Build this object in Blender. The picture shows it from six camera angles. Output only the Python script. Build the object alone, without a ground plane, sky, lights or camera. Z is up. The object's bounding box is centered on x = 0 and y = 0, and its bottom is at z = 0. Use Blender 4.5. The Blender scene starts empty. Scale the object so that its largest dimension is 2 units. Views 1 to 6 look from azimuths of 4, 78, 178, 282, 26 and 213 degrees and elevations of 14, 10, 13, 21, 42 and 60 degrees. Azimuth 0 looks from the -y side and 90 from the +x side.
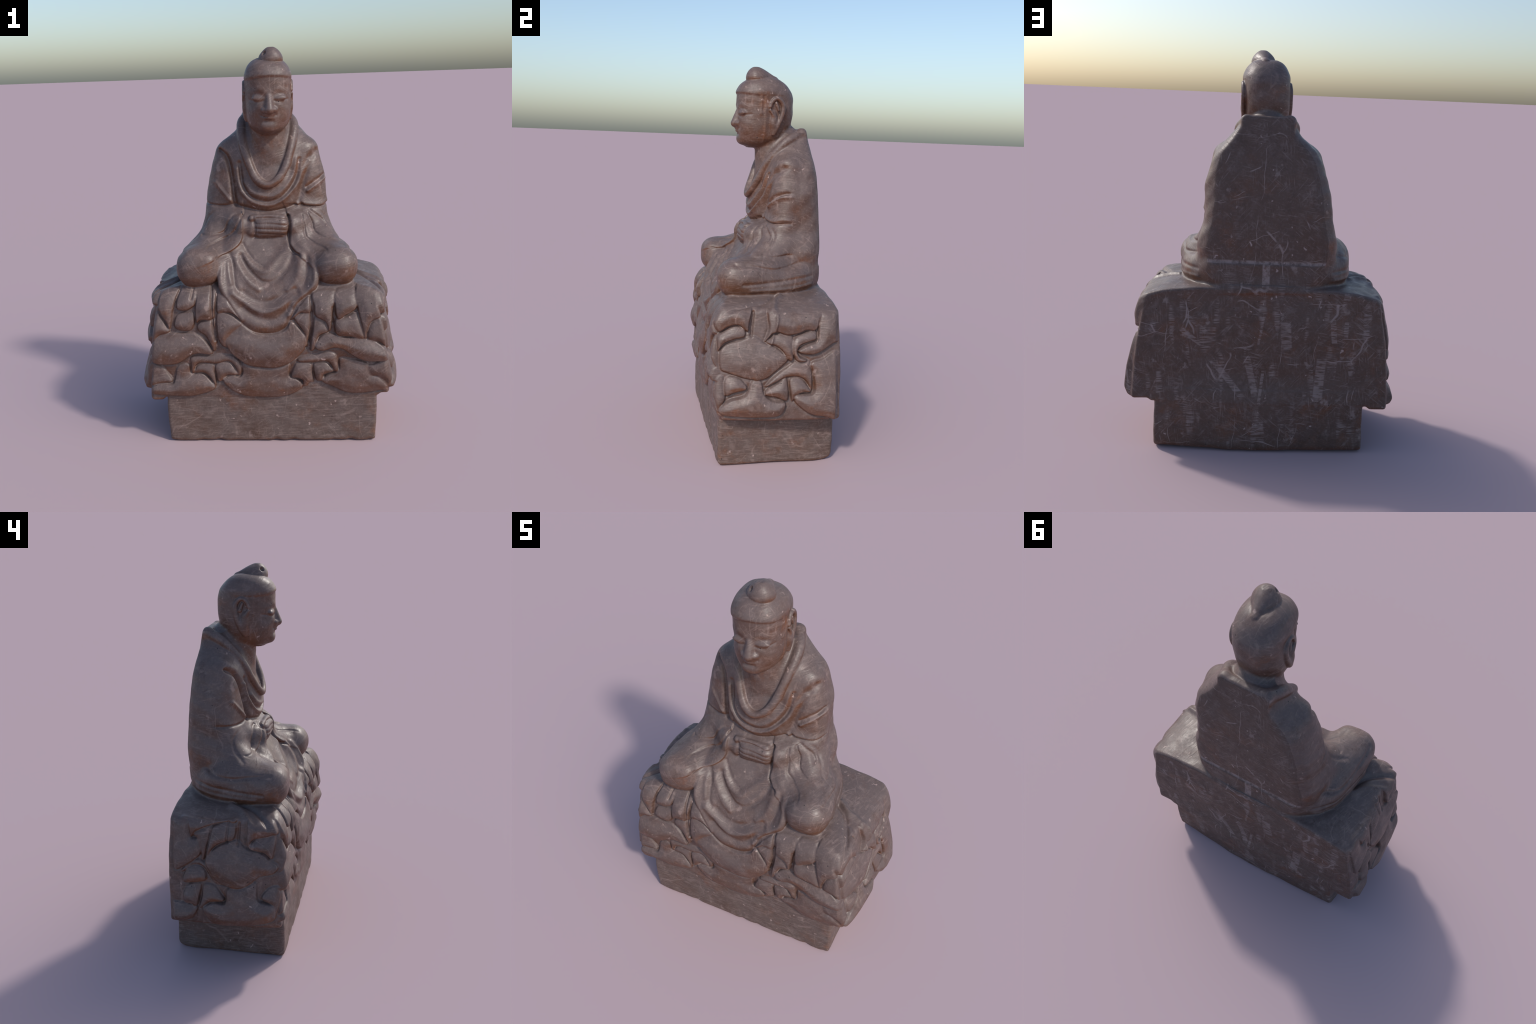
"""Dark brown stone carving of a seated, meditating robed figure on a draped block seat.

The carving is described as a solid: every part is a closed form (loft, capsule, box, tube)
given as a distance function, the forms are blended with small fillets, the blended skin is
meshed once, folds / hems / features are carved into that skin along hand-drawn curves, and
the one skin is then separated into named parts that share their border vertices.
"""
import bpy, math
import numpy as np

f32 = np.float32
rng = np.random.default_rng(7)

# ------------------------------------------------------------------ small maths kit
def smin(a, b, k):
    h = np.maximum(k - np.abs(a - b), 0) / k
    return np.minimum(a, b) - h * h * k * 0.25

def smax(a, b, k):
    return -smin(-a, -b, k)

def smooth(t):
    t = np.clip(t, 0, 1)
    return t * t * (3 - 2 * t)

def curve1(xs, ys):
    """monotone cubic through control points -> function"""
    xs = np.asarray(xs, float); ys = np.asarray(ys, float)
    h = np.diff(xs); d = np.diff(ys) / h
    m = np.zeros_like(xs); m[0] = d[0]; m[-1] = d[-1]
    for i in range(1, len(xs) - 1):
        if d[i - 1] * d[i] > 0:
            w1 = 2 * h[i] + h[i - 1]; w2 = h[i] + 2 * h[i - 1]
            m[i] = (w1 + w2) / (w1 / d[i - 1] + w2 / d[i])
    grid = np.linspace(xs[0], xs[-1], 600)
    i = np.clip(np.searchsorted(xs, grid) - 1, 0, len(xs) - 2)
    t = (grid - xs[i]) / h[i]
    v = ((1 + 2 * t) * (1 - t) ** 2 * ys[i] + t * (1 - t) ** 2 * h[i] * m[i]
         + t * t * (3 - 2 * t) * ys[i + 1] + t * t * (t - 1) * h[i] * m[i + 1])
    return lambda q: np.interp(q, grid, v).astype(f32)

def spline(points, n=10, closed=False):
    """Catmull-Rom through points (any dimension)"""
    p = np.asarray(points, float)
    if closed:
        q = np.vstack([p[-1], p, p[0], p[1]])
    else:
        q = np.vstack([2 * p[0] - p[1], p, 2 * p[-1] - p[-2]])
    out = []
    t = np.linspace(0, 1, n, endpoint=False)[:, None]
    for i in range(len(q) - 3):
        a, b, c, d = q[i:i + 4]
        out.append(0.5 * (2 * b + (c - a) * t + (2 * a - 5 * b + 4 * c - d) * t ** 2
                          + (3 * b - a - 3 * c + d) * t ** 3))
    out = np.vstack(out)
    return out if closed else np.vstack([out, p[-1:]])

# ------------------------------------------------------------------ solids
def ball(P, c, r, yaw=0.0, pitch=0.0):
    d = P - np.asarray(c, f32)
    if yaw or pitch:
        d = turn(d, yaw, pitch)
    r = np.asarray(r, f32)
    k0 = np.sqrt(((d / r) ** 2).sum(1)); k1 = np.sqrt(((d / (r * r)) ** 2).sum(1)) + 1e-9
    return k0 * (k0 - 1) / k1

def turn(d, yaw, pitch=0.0):
    """coordinates in a frame turned by yaw about z, then pitch about x (degrees)"""
    a, b = math.radians(yaw), math.radians(pitch)
    x = d[:, 0] * math.cos(a) + d[:, 1] * math.sin(a)
    y = -d[:, 0] * math.sin(a) + d[:, 1] * math.cos(a)
    z = d[:, 2]
    y, z = y * math.cos(b) + z * math.sin(b), -y * math.sin(b) + z * math.cos(b)
    return np.stack([x, y, z], 1).astype(f32)

def limb(P, a, b, ra, rb):
    a = np.asarray(a, f32); b = np.asarray(b, f32); ab = b - a
    t = np.clip(((P - a) @ ab) / (ab @ ab), 0, 1)
    q = P - a - t[:, None] * ab
    return np.sqrt((q * q).sum(1)) - (ra + (rb - ra) * t)

def tube(P, pts, radii, n=6):
    s = spline(np.column_stack([np.asarray(pts, float), np.asarray(radii, float)]), n)
    d = None
    for i in range(len(s) - 1):
        e = limb(P, s[i, :3], s[i + 1, :3], s[i, 3], s[i + 1, 3])
        d = e if d is None else np.minimum(d, e)
    return d

def block(P, lo, hi, r):
    lo = np.asarray(lo, f32); hi = np.asarray(hi, f32)
    q = np.abs(P - (lo + hi) / 2) - (hi - lo) / 2 + r
    return np.sqrt((np.maximum(q, 0) ** 2).sum(1)) + np.minimum(q.max(1), 0) - r

class Loft:
    """upright body: for each height an oval with its own left, right, front, back reach"""
    def __init__(self, z, left, right, front, back, n=2.4, mid=None, nb=None):
        self.z0, self.z1 = z[0], z[-1]
        self.l, self.r = curve1(z, left), curve1(z, right)
        self.f, self.b = curve1(z, front), curve1(z, back)
        self.n, self.nb = n, nb or n
        self.mid = mid
    def __call__(self, P):
        x, y, z = P.T
        zc = np.clip(z, self.z0, self.z1)
        l, r, f, b = self.l(zc), self.r(zc), self.f(zc), self.b(zc)
        cx = (l + r) / 2
        cy = (f + b) / 2 if self.mid is None else np.full_like(f, self.mid)
        a = np.maximum((r - l) / 2, 1e-3)
        d = np.maximum(np.where(y < cy, cy - f, b - cy), 1e-3)
        u, v = np.abs((x - cx) / a), np.abs((y - cy) / d)
        k = (u ** self.n + v ** self.n) ** (1 / self.n)
        if self.nb != self.n:
            k = np.where(y < cy, k, (u ** self.nb + v ** self.nb) ** (1 / self.nb))
        e = (k - 1) * np.minimum(a, d)
        return np.maximum(e, np.maximum(self.z0 - z, z - self.z1)).astype(f32)

# ------------------------------------------------------------------ carved relief on one face of the stone
def line_distance(X, Z, pts):
    """distance to a polyline and the side of it (+1 on the left of its direction)"""
    best = np.full(X.shape, 9.0); side = np.zeros(X.shape)
    for (ax, az), (bx, bz) in zip(pts[:-1], pts[1:]):
        ux, uz = bx - ax, bz - az
        t = np.clip(((X - ax) * ux + (Z - az) * uz) / (ux * ux + uz * uz + 1e-12), 0, 1)
        d = np.hypot(X - ax - t * ux, Z - az - t * uz)
        m = d < best
        best = np.where(m, d, best)
        side = np.where(m, np.sign(ux * (Z - az) - uz * (X - ax)), side)
    return best, side

def inside(X, Z, pts):
    r = np.zeros(X.shape, bool)
    for (ax, az), (bx, bz) in zip(pts, np.roll(pts, -1, 0)):
        r ^= ((az > Z) != (bz > Z)) & (X < (bx - ax) * (Z - az) / (bz - az + 1e-12) + ax)
    return r

def blur(h, n):
    for _ in range(n):
        q = np.pad(h, 1, mode='edge')
        h = (2 * h + q[:-2, 1:-1] + q[2:, 1:-1] + q[1:-1, :-2] + q[1:-1, 2:]) / 6
    return h

class Relief:
    """height of the carving above its ground, over (u, z)"""
    STEP = .0025
    def __init__(self, u0, u1, z0, z1):
        self.u = np.arange(u0, u1, self.STEP); self.z = np.arange(z0, z1, self.STEP)
        self.h = np.zeros((len(self.u), len(self.z)))
        self.piece = np.zeros(self.h.shape, int)            # which piece of cloth lies on top
    def window(self, pts, pad):
        i0, i1 = np.searchsorted(self.u, [pts[:, 0].min() - pad, pts[:, 0].max() + pad])
        j0, j1 = np.searchsorted(self.z, [pts[:, 1].min() - pad, pts[:, 1].max() + pad])
        sl = (slice(i0, i1), slice(j0, j1))
        X, Z = np.meshgrid(self.u[i0:i1], self.z[j0:j1], indexing='ij')
        return sl, X, Z
    def lobe(self, level, soft, pts, number, lip=.003):
        """a hanging piece of cloth lying over what was carved before it: sharp rim, pillowed face"""
        p = spline(pts, 5, closed=True)
        sl, X, Z = self.window(p, .02)
        d, _ = line_distance(X, Z, np.vstack([p, p[:1]]))
        d = np.where(inside(X, Z, p), d, -d)
        top, low = p[:, 1].max(), p[:, 1].min()
        t = (top - Z) / max(top - low, .02)                          # 0 at the top, 1 at the hem
        pillow = level * (.40 + .62 * smooth((t + .05) / .70)) * (.62 + .38 * smooth(d / soft))
        pillow = blur(pillow, 10)
        m = smooth((d + lip) / (2 * lip))
        self.piece[sl] = np.where(d > 0, number, self.piece[sl])
        self.h[sl] = self.h[sl] * (1 - m) + pillow * m
        ring = np.exp(-((d + .004) / .006) ** 2)                    # the chisel dug in around the rim
        self.h[sl] -= (.0015 + .0035 * np.clip(t, 0, 1)) * ring
    def groove(self, depth, width, pts, n=8):
        p = spline(pts, n)
        sl, X, Z = self.window(p, 4 * width)
        d, _ = line_distance(X, Z, p)
        self.h[sl] -= depth * np.exp(-(d / width) ** 2)
    def ridge(self, height, width, pts):
        self.groove(-height, width, pts)
    def step(self, height, soft, pts):
        """edge of a cloth layer: raised on the left of the line's direction, fading away from it"""
        p = spline(pts, 8)
        sl, X, Z = self.window(p, 3 * soft)
        d, side = line_distance(X, Z, p)
        ends = np.minimum(np.hypot(X - p[0, 0], Z - p[0, 1]), np.hypot(X - p[-1, 0], Z - p[-1, 1]))
        s = d * side
        self.h[sl] += height * smooth((s + .003) / .006) * np.exp(-np.maximum(s, 0) / soft) * smooth(ends / .02)
    def __call__(self, u, z):
        i = np.clip((u - self.u[0]) / self.STEP, 0, len(self.u) - 1.001); j = np.clip((z - self.z[0]) / self.STEP, 0, len(self.z) - 1.001)
        i0, j0 = i.astype(int), j.astype(int); a, b = i - i0, j - j0
        H = self.h
        return (H[i0, j0] * (1 - a) * (1 - b) + H[i0 + 1, j0] * a * (1 - b) + H[i0, j0 + 1] * (1 - a) * b + H[i0 + 1, j0 + 1] * a * b).astype(f32)
    def piece_at(self, u, z):
        i = np.clip(np.round((u - self.u[0]) / self.STEP), 0, len(self.u) - 1).astype(int)
        j = np.clip(np.round((z - self.z[0]) / self.STEP), 0, len(self.z) - 1).astype(int)
        return self.piece[i, j]
    def soften(self, n=1):
        self.h = blur(self.h, n)

# ---- cloth hanging over the seat: each face its own relief; later pieces lie over earlier ones
FACES = {'front': Relief(-.72, .72, .2, .95), 'left': Relief(-.38, .38, .2, .95), 'right': Relief(-.38, .38, .2, .95)}
STRENGTH = {'front': (.80, .009), 'left': (1.15, .006), 'right': (1.0, .006)}
PIECES = ['']
def lobe(face, name, level, soft, pts):
    k, lift = STRENGTH[face]
    PIECES.append(name)
    FACES[face].lobe(level * k + lift, soft, pts, len(PIECES) - 1)

lobe('front', 'corner_fold', .010, .030, [(-.601, .445), (-.552, .417), (-.532, .390), (-.507, .344), (-.549, .332), (-.610, .321), (-.635, .331), (-.629, .414)])
lobe('front', 'lower_hem', .020, .040, [(-.630, .289), (-.606, .321), (-.549, .332), (-.501, .337), (-.484, .408), (-.460, .439), (-.418, .434), (-.406, .389), (-.352, .388), (-.315, .356), (-.283, .319), (-.305, .293), (-.367, .273), (-.436, .263), (-.527, .267), (-.609, .275)])
lobe('front', 'looped_band', .014, .020, [(-.405, .475), (-.364, .488), (-.309, .485), (-.258, .494), (-.203, .487), (-.170, .473), (-.148, .436), (-.147, .396), (-.157, .374), (-.174, .377), (-.175, .409), (-.192, .441), (-.221, .454), (-.281, .442), (-.349, .448), (-.384, .430), (-.388, .391), (-.405, .393), (-.405, .434)])
lobe('front', 'looped_fold', .020, .025, [(-.388, .392), (-.376, .427), (-.341, .440), (-.292, .437), (-.286, .401), (-.280, .323), (-.295, .340), (-.317, .374), (-.348, .392)])
lobe('front', 'looped_fold', .020, .025, [(-.278, .434), (-.222, .448), (-.192, .432), (-.171, .380), (-.221, .374), (-.243, .351), (-.269, .345), (-.278, .383)])
lobe('front', 'lower_hem', .024, .050, [(-.244, .349), (-.222, .370), (-.186, .374), (-.157, .369), (-.141, .392), (-.136, .453), (-.018, .460), (.092, .451), (.096, .376), (.136, .357), (.168, .320), (.146, .293), (.095, .268), (.030, .255), (-.042, .255), (-.114, .262), (-.175, .283), (-.214, .311)])
lobe('front', 'looped_band', .014, .020, [(.141, .464), (.172, .483), (.239, .493), (.290, .503), (.331, .492), (.344, .442), (.347, .401), (.323, .401), (.310, .437), (.290, .457), (.218, .450), (.156, .451)])
lobe('front', 'looped_fold', .022, .025, [(.108, .373), (.125, .428), (.142, .447), (.208, .442), (.213, .399), (.219, .343), (.201, .336), (.177, .315), (.166, .327), (.166, .349), (.139, .362)])
lobe('front', 'looped_fold', .020, .025, [(.223, .438), (.269, .448), (.297, .437), (.323, .402), (.305, .392), (.271, .376), (.279, .354), (.263, .343), (.237, .349), (.227, .382)])
lobe('front', 'lower_hem', .022, .045, [(.264, .342), (.289, .376), (.331, .392), (.351, .414), (.356, .470), (.413, .464), (.494, .441), (.513, .380), (.556, .368), (.598, .334), (.611, .292), (.547, .289), (.506, .282), (.439, .275), (.382, .284), (.320, .313)])
lobe('front', 'corner_fold', .014, .030, [(.497, .430), (.525, .438), (.565, .465), (.606, .478), (.637, .423), (.641, .312), (.619, .288), (.601, .304), (.587, .340), (.546, .371), (.510, .380)])
lobe('front', 'corner_fold', .018, .030, [(-.566, .718), (-.548, .696), (-.524, .656), (-.506, .629), (-.514, .613), (-.561, .598), (-.598, .558), (-.616, .568), (-.608, .657)])
lobe('front', 'hanging_pleat', .026, .040, [(-.543, .814), (-.499, .843), (-.445, .851), (-.469, .791), (-.486, .726), (-.503, .635), (-.522, .673), (-.549, .718), (-.557, .762)])
lobe('front', 'pleat_end', .018, .030, [(-.477, .673), (-.459, .708), (-.411, .718), (-.375, .713), (-.380, .654), (-.403, .623), (-.454, .626), (-.478, .644)])
lobe('front', 'hanging_pleat', .025, .040, [(-.436, .851), (-.358, .852), (-.369, .767), (-.384, .746), (-.418, .730), (-.460, .737), (-.462, .778), (-.444, .821)])
lobe('front', 'pleat_end', .020, .030, [(-.362, .651), (-.338, .671), (-.276, .684), (-.276, .626), (-.266, .572), (-.276, .521), (-.287, .512), (-.298, .546), (-.320, .595), (-.357, .622)])
lobe('front', 'hanging_pleat', .028, .040, [(-.349, .851), (-.265, .846), (-.263, .801), (-.275, .723), (-.283, .684), (-.346, .680), (-.365, .665), (-.370, .724), (-.362, .789)])
lobe('front', 'hanging_pleat', .016, .030, [(-.252, .843), (-.219, .813), (-.187, .773), (-.156, .721), (-.125, .659), (-.177, .708), (-.227, .718), (-.258, .716), (-.259, .788)])
lobe('front', 'pleat_end', .026, .040, [(-.258, .711), (-.206, .711), (-.166, .688), (-.132, .654), (-.168, .628), (-.204, .587), (-.207, .536), (-.235, .541), (-.256, .577), (-.262, .635)])
lobe('front', 'upper_hem', .034, .060, [(-.610, .514), (-.593, .563), (-.557, .598), (-.514, .611), (-.451, .607), (-.400, .609), (-.358, .596), (-.320, .560), (-.291, .508), (-.309, .495), (-.363, .503), (-.404, .492), (-.433, .471), (-.460, .453), (-.495, .442), (-.580, .443), (-.613, .466)])
lobe('front', 'hanging_pleat', .018, .030, [(.111, .678), (.161, .752), (.213, .799), (.212, .715), (.164, .715), (.130, .692)])
lobe('front', 'pleat_end', .022, .030, [(.130, .690), (.163, .710), (.209, .713), (.213, .663), (.198, .578), (.185, .533), (.177, .601), (.154, .646), (.133, .674)])
lobe('front', 'upper_hem', .038, .070, [(-0.217, 0.575), (-0.190, 0.613), (-0.161, 0.635), (-0.135, 0.655), (-0.100, 0.628), (-0.065, 0.610), (-0.008, 0.602), (0.050, 0.610), (0.089, 0.632), (0.112, 0.668), (0.145, 0.640), (0.176, 0.601), (0.186, 0.563), (0.176, 0.526), (0.142, 0.486), (0.099, 0.451), (0.034, 0.428), (-0.037, 0.427), (-0.108, 0.439), (-0.150, 0.464), (-0.195, 0.505), (-0.216, 0.545)])
lobe('front', 'pleat_end', .018, .030, [(.235, .696), (.281, .667), (.304, .620), (.250, .591), (.234, .531), (.206, .518), (.220, .618)])
lobe('front', 'hanging_pleat', .028, .040, [(.225, .810), (.333, .817), (.325, .745), (.314, .671), (.304, .617), (.284, .669), (.236, .699), (.229, .747)])
lobe('front', 'pleat_end', .022, .030, [(.337, .688), (.392, .692), (.440, .715), (.465, .642), (.488, .577), (.413, .589), (.337, .603)])
lobe('front', 'hanging_pleat', .030, .040, [(.338, .814), (.427, .823), (.440, .744), (.385, .702), (.340, .691)])
lobe('front', 'corner_fold', .022, .030, [(.491, .577), (.497, .642), (.518, .674), (.563, .701), (.595, .689), (.622, .586), (.628, .532), (.610, .505), (.554, .558)])
lobe('front', 'hanging_pleat', .032, .050, [(.435, .818), (.462, .874), (.511, .894), (.551, .868), (.586, .799), (.587, .720), (.555, .694), (.508, .668), (.488, .615), (.481, .577), (.458, .669), (.442, .744)])
lobe('front', 'upper_hem', .036, .050, [(.233, .529), (.244, .569), (.276, .599), (.321, .602), (.382, .585), (.438, .584), (.488, .578), (.539, .562), (.590, .523), (.621, .500), (.591, .466), (.515, .458), (.464, .466), (.413, .494), (.372, .523), (.321, .531), (.270, .516)])

lobe('left', 'looped_band', .014, .030, [(-.069, .441), (-.028, .488), (.026, .529), (.091, .568), (.151, .554), (.158, .411), (.134, .465), (.095, .488), (.033, .488), (-.027, .459)])
lobe('left', 'looped_fold', .020, .030, [(-.070, .400), (-.059, .427), (-.008, .459), (.033, .482), (.039, .377), (-.015, .390)])
lobe('left', 'looped_fold', .020, .030, [(.049, .471), (.090, .485), (.126, .458), (.153, .416), (.117, .414), (.076, .392), (.062, .371)])
lobe('left', 'corner_fold', .010, .020, [(-.310, .465), (-.274, .489), (-.261, .401), (-.281, .337), (-.306, .310)])
lobe('left', 'corner_fold', .020, .030, [(-.264, .477), (-.214, .491), (-.180, .466), (-.161, .431), (-.221, .413), (-.262, .400)])
lobe('left', 'lower_hem', .025, .040, [(-.290, .333), (-.239, .376), (-.165, .401), (-.131, .472), (-.091, .466), (-.077, .407), (-.033, .371), (.026, .365), (.022, .326), (-.011, .296), (-.115, .291), (-.232, .296), (-.285, .306)])
lobe('left', 'lower_hem', .026, .040, [(.153, .554), (.206, .572), (.301, .593), (.319, .288), (.220, .292), (.146, .311), (.077, .368), (.084, .400), (.168, .412), (.166, .505)])
lobe('left', 'pleat_end', .022, .040, [(-.066, .655), (-.043, .681), (.000, .702), (.059, .688), (.065, .623), (.060, .571), (.034, .579), (.013, .615), (-.021, .641)])
lobe('left', 'curled_fold', .026, .030, [(.069, .676), (.132, .707), (.172, .718), (.179, .675), (.153, .663), (.106, .650), (.084, .623), (.094, .589), (.134, .570), (.086, .567), (.063, .614)])
lobe('left', 'hanging_pleat', .024, .050, [(.189, .838), (.287, .837), (.297, .675), (.264, .652), (.180, .604), (.113, .603), (.088, .620), (.144, .648), (.184, .668), (.190, .754)])
lobe('left', 'hanging_pleat', .026, .050, [(-.041, .841), (.184, .838), (.190, .754), (.174, .718), (.126, .717), (.094, .703), (.038, .694), (-.023, .708), (-.055, .683), (-.075, .658), (-.053, .721)])
lobe('left', 'hanging_pleat', .026, .050, [(-.317, .758), (-.274, .826), (-.234, .844), (-.140, .852), (-.152, .751), (-.157, .709), (-.176, .721), (-.204, .739), (-.249, .732), (-.296, .705)])
lobe('left', 'pleat_end', .024, .030, [(-.300, .684), (-.258, .715), (-.213, .733), (-.174, .718), (-.174, .684), (-.220, .672), (-.265, .655), (-.289, .631), (-.298, .615)])
lobe('left', 'upper_hem', .013, .060, [(-.289, .610), (-.256, .646), (-.192, .663), (-.129, .685), (-.096, .665), (-.072, .650), (-.020, .631), (.036, .581), (.016, .549), (-.029, .511), (-.066, .483), (-.112, .474), (-.187, .488), (-.252, .509), (-.286, .528)])

lobe('right', 'looped_band', .014, .020, [(.235, .539), (.185, .595), (.133, .601), (.079, .557), (.011, .485), (.059, .484), (.115, .566), (.171, .576), (.220, .537)])
lobe('right', 'looped_fold', .020, .030, [(.229, .483), (.205, .551), (.157, .576), (.118, .556), (.107, .498), (.180, .478)])
lobe('right', 'looped_fold', .020, .030, [(.227, .416), (.192, .466), (.133, .475), (.143, .402), (.157, .353), (.192, .362), (.222, .365)])
lobe('right', 'looped_fold', .020, .030, [(.118, .470), (.066, .469), (.022, .415), (.015, .387), (.087, .375), (.118, .346), (.142, .343), (.126, .404)])
lobe('right', 'lower_hem', .028, .030, [(.254, .359), (.163, .352), (.159, .317), (.203, .265), (.299, .265), (.293, .348)])
lobe('right', 'lower_hem', .032, .050, [(.121, .345), (.070, .377), (.006, .377), (-.015, .463), (-.144, .501), (-.159, .408), (-.191, .388), (-.249, .374), (-.258, .330), (-.223, .281), (-.052, .254), (.064, .255), (.108, .301)])
lobe('right', 'looped_fold', .020, .030, [(-.183, .420), (-.220, .466), (-.267, .477), (-.276, .421), (-.257, .329), (-.244, .374), (-.197, .398)])
lobe('right', 'hanging_pleat', .018, .040, [(.265, .841), (.181, .850), (.183, .719), (.135, .714), (.127, .654), (.149, .618), (.233, .557), (.273, .554), (.275, .702)])
lobe('right', 'pleat_end', .020, .030, [(.179, .737), (.135, .769), (.077, .785), (.086, .730), (.117, .603), (.133, .678), (.152, .718)])
lobe('right', 'pleat_end', .024, .030, [(.059, .784), (-.040, .806), (-.041, .725), (.010, .705), (.062, .677), (.105, .608), (.081, .730)])
lobe('right', 'hanging_pleat', .024, .050, [(.175, .874), (-.046, .890), (-.050, .811), (-.005, .808), (.078, .790), (.158, .755), (.182, .725)])
lobe('right', 'hanging_pleat', .028, .050, [(-.119, .904), (-.180, .885), (-.232, .820), (-.260, .758), (-.209, .741), (-.141, .725), (-.114, .684), (-.106, .746)])
lobe('right', 'pleat_end', .022, .030, [(-.118, .678), (-.148, .725), (-.209, .742), (-.249, .746), (-.235, .631), (-.197, .657)])
lobe('right', 'upper_hem', .024, .060, [(.108, .597), (.086, .645), (.011, .694), (-.056, .713), (-.102, .674), (-.175, .657), (-.228, .614), (-.263, .586), (-.241, .550), (-.172, .533), (-.132, .498), (-.070, .465), (-.003, .471), (.053, .503), (.085, .550)])

for face in FACES.values():
    face.soften(2)
# folds running over the seat's top (u = x, z = y)
TOP = Relief(-.75, .75, -.40, .40)
TOP.ridge(.012, .014, [(.435, .027), (.487, -.008), (.536, -.021), (.586, -.039), (.630, -.084)])
TOP.groove(.012, .012, [(.433, .000), (.489, -.050), (.533, -.147), (.590, -.300)])
TOP.groove(.008, .012, [(.525, -.080), (.575, -.116), (.630, -.190)])
TOP.groove(.016, .013, [(-.44, -.03), (-.48, -.11), (-.54, -.17), (-.62, -.23)])
TOP.ridge(.012, .016, [(-.46, .000), (-.50, -.06), (-.58, -.11), (-.65, -.15)])
TOP.ridge(.012, .020, [(-.585, .22), (-.600, .05), (-.580, -.05)])
# slits between the pleats
FACES['front'].groove(.014, .006, [(-.287, .84), (-.286, .74), (-.283, .64), (-.272, .575)])
FACES['front'].groove(.012, .006, [(-.375, .85), (-.388, .79)])
FACES['front'].groove(.014, .006, [(.205, .84), (.213, .74), (.208, .64), (.197, .56)])
FACES['front'].groove(.008, .005, [(.318, .74), (.318, .66)])
FACES['left'].groove(.012, .006, [(-.128, .80), (-.135, .74), (-.140, .685)])
FACES['left'].ridge(.010, .007, [(-.012, .81), (-.024, .73), (-.048, .645)])
FACES['right'].groove(.010, .006, [(-.012, .82), (-.004, .70)])
FACES['right'].groove(.010, .006, [(-.066, .80), (-.06, .69)])

# ---- folds of the robe, seen from the front
FOLDS = Relief(-.5, .5, .55, 1.72)
F = FOLDS
F.groove(.010, .010, [(-.139, 1.432), (-.127, 1.334), (-.092, 1.270), (-.039, 1.244), (.015, 1.236), (.070, 1.256), (.117, 1.299), (.151, 1.361), (.165, 1.444)])
F.ridge(.007, .012, [(-.112, 1.334), (-.084, 1.295), (-.045, 1.274), (.016, 1.263), (.059, 1.278), (.103, 1.318), (.140, 1.376), (.156, 1.445)])
F.ridge(.009, .012, [(-.155, 1.404), (-.142, 1.315), (-.111, 1.266), (-.064, 1.231), (-.003, 1.219), (.051, 1.229), (.106, 1.268), (.161, 1.324), (.187, 1.379), (.220, 1.433)])
F.groove(.012, .010, [(-.161, 1.216), (-.095, 1.202), (-.040, 1.188), (.014, 1.184), (.086, 1.196), (.141, 1.212)])
F.groove(.020, .013, [(-.241, 1.493), (-.210, 1.466), (-.192, 1.417), (-.181, 1.350), (-.174, 1.278), (-.167, 1.224)])
F.groove(.012, .018, [(.251, 1.479), (.213, 1.426), (.190, 1.358), (.174, 1.286), (.159, 1.233)])
F.groove(.007, .006, [(-.345, 1.218), (-.272, 1.211), (-.230, 1.211), (-.184, 1.220)])
F.ridge(.007, .010, [(-.272, 1.331), (-.235, 1.286), (-.194, 1.240)])
F.step(.012, .05, [(.173, 1.209), (.217, 1.201), (.265, 1.196), (.310, 1.199)])
F.groove(.007, .007, [(.173, 1.209), (.217, 1.201), (.265, 1.196), (.310, 1.199)])
F.ridge(.009, .009, [(.211, 1.279), (.248, 1.304), (.300, 1.335)])
F.groove(.008, .008, [(.205, 1.30), (.248, 1.325), (.290, 1.352)])
# sleeves
F.groove(.007, .006, [(-.137, 1.182), (-.175, 1.170), (-.203, 1.137), (-.229, 1.083), (-.279, 1.072), (-.344, 1.067)])
F.groove(.007, .006, [(-.131, 1.170), (-.153, 1.128), (-.174, 1.089), (-.219, 1.057), (-.300, 1.030)])
F.step(.014, .05, [(-.258, .981), (-.236, .989), (-.210, .996), (-.177, 1.012), (-.147, 1.033), (-.131, 1.063), (-.127, 1.112), (-.127, 1.165)])
F.groove(.014, .007, [(.105, 1.161), (.115, 1.129), (.109, 1.061), (.111, 1.027), (.130, .997), (.156, .977)])
F.step(.012, .05, [(.105, 1.161), (.115, 1.129), (.109, 1.061), (.111, 1.027), (.130, .997), (.156, .977)])
F.groove(.007, .006, [(.176, 1.161), (.187, 1.111), (.190, 1.078), (.201, 1.050), (.247, 1.023), (.297, 1.011)])
F.groove(.007, .006, [(.204, 1.170), (.227, 1.121), (.237, 1.083), (.264, 1.060), (.317, 1.042), (.389, 1.026)])
F.groove(.006, .007, [(.216, 1.179), (.267, 1.141), (.297, 1.103)])
# fingers
F.groove(.0045, .0045, [(-.056, 1.158), (.027, 1.158), (.094, 1.148)])
F.groove(.0045, .0045, [(-.058, 1.130), (.008, 1.131), (.097, 1.121)])
F.groove(.0045, .0045, [(-.059, 1.106), (.007, 1.103), (.096, 1.095)])
F.groove(.0045, .0045, [(-.056, 1.082), (.006, 1.078), (.084, 1.070)])
F.groove(.005, .008, [(-.072, 1.16), (-.066, 1.11), (-.070, 1.06)])
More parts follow.
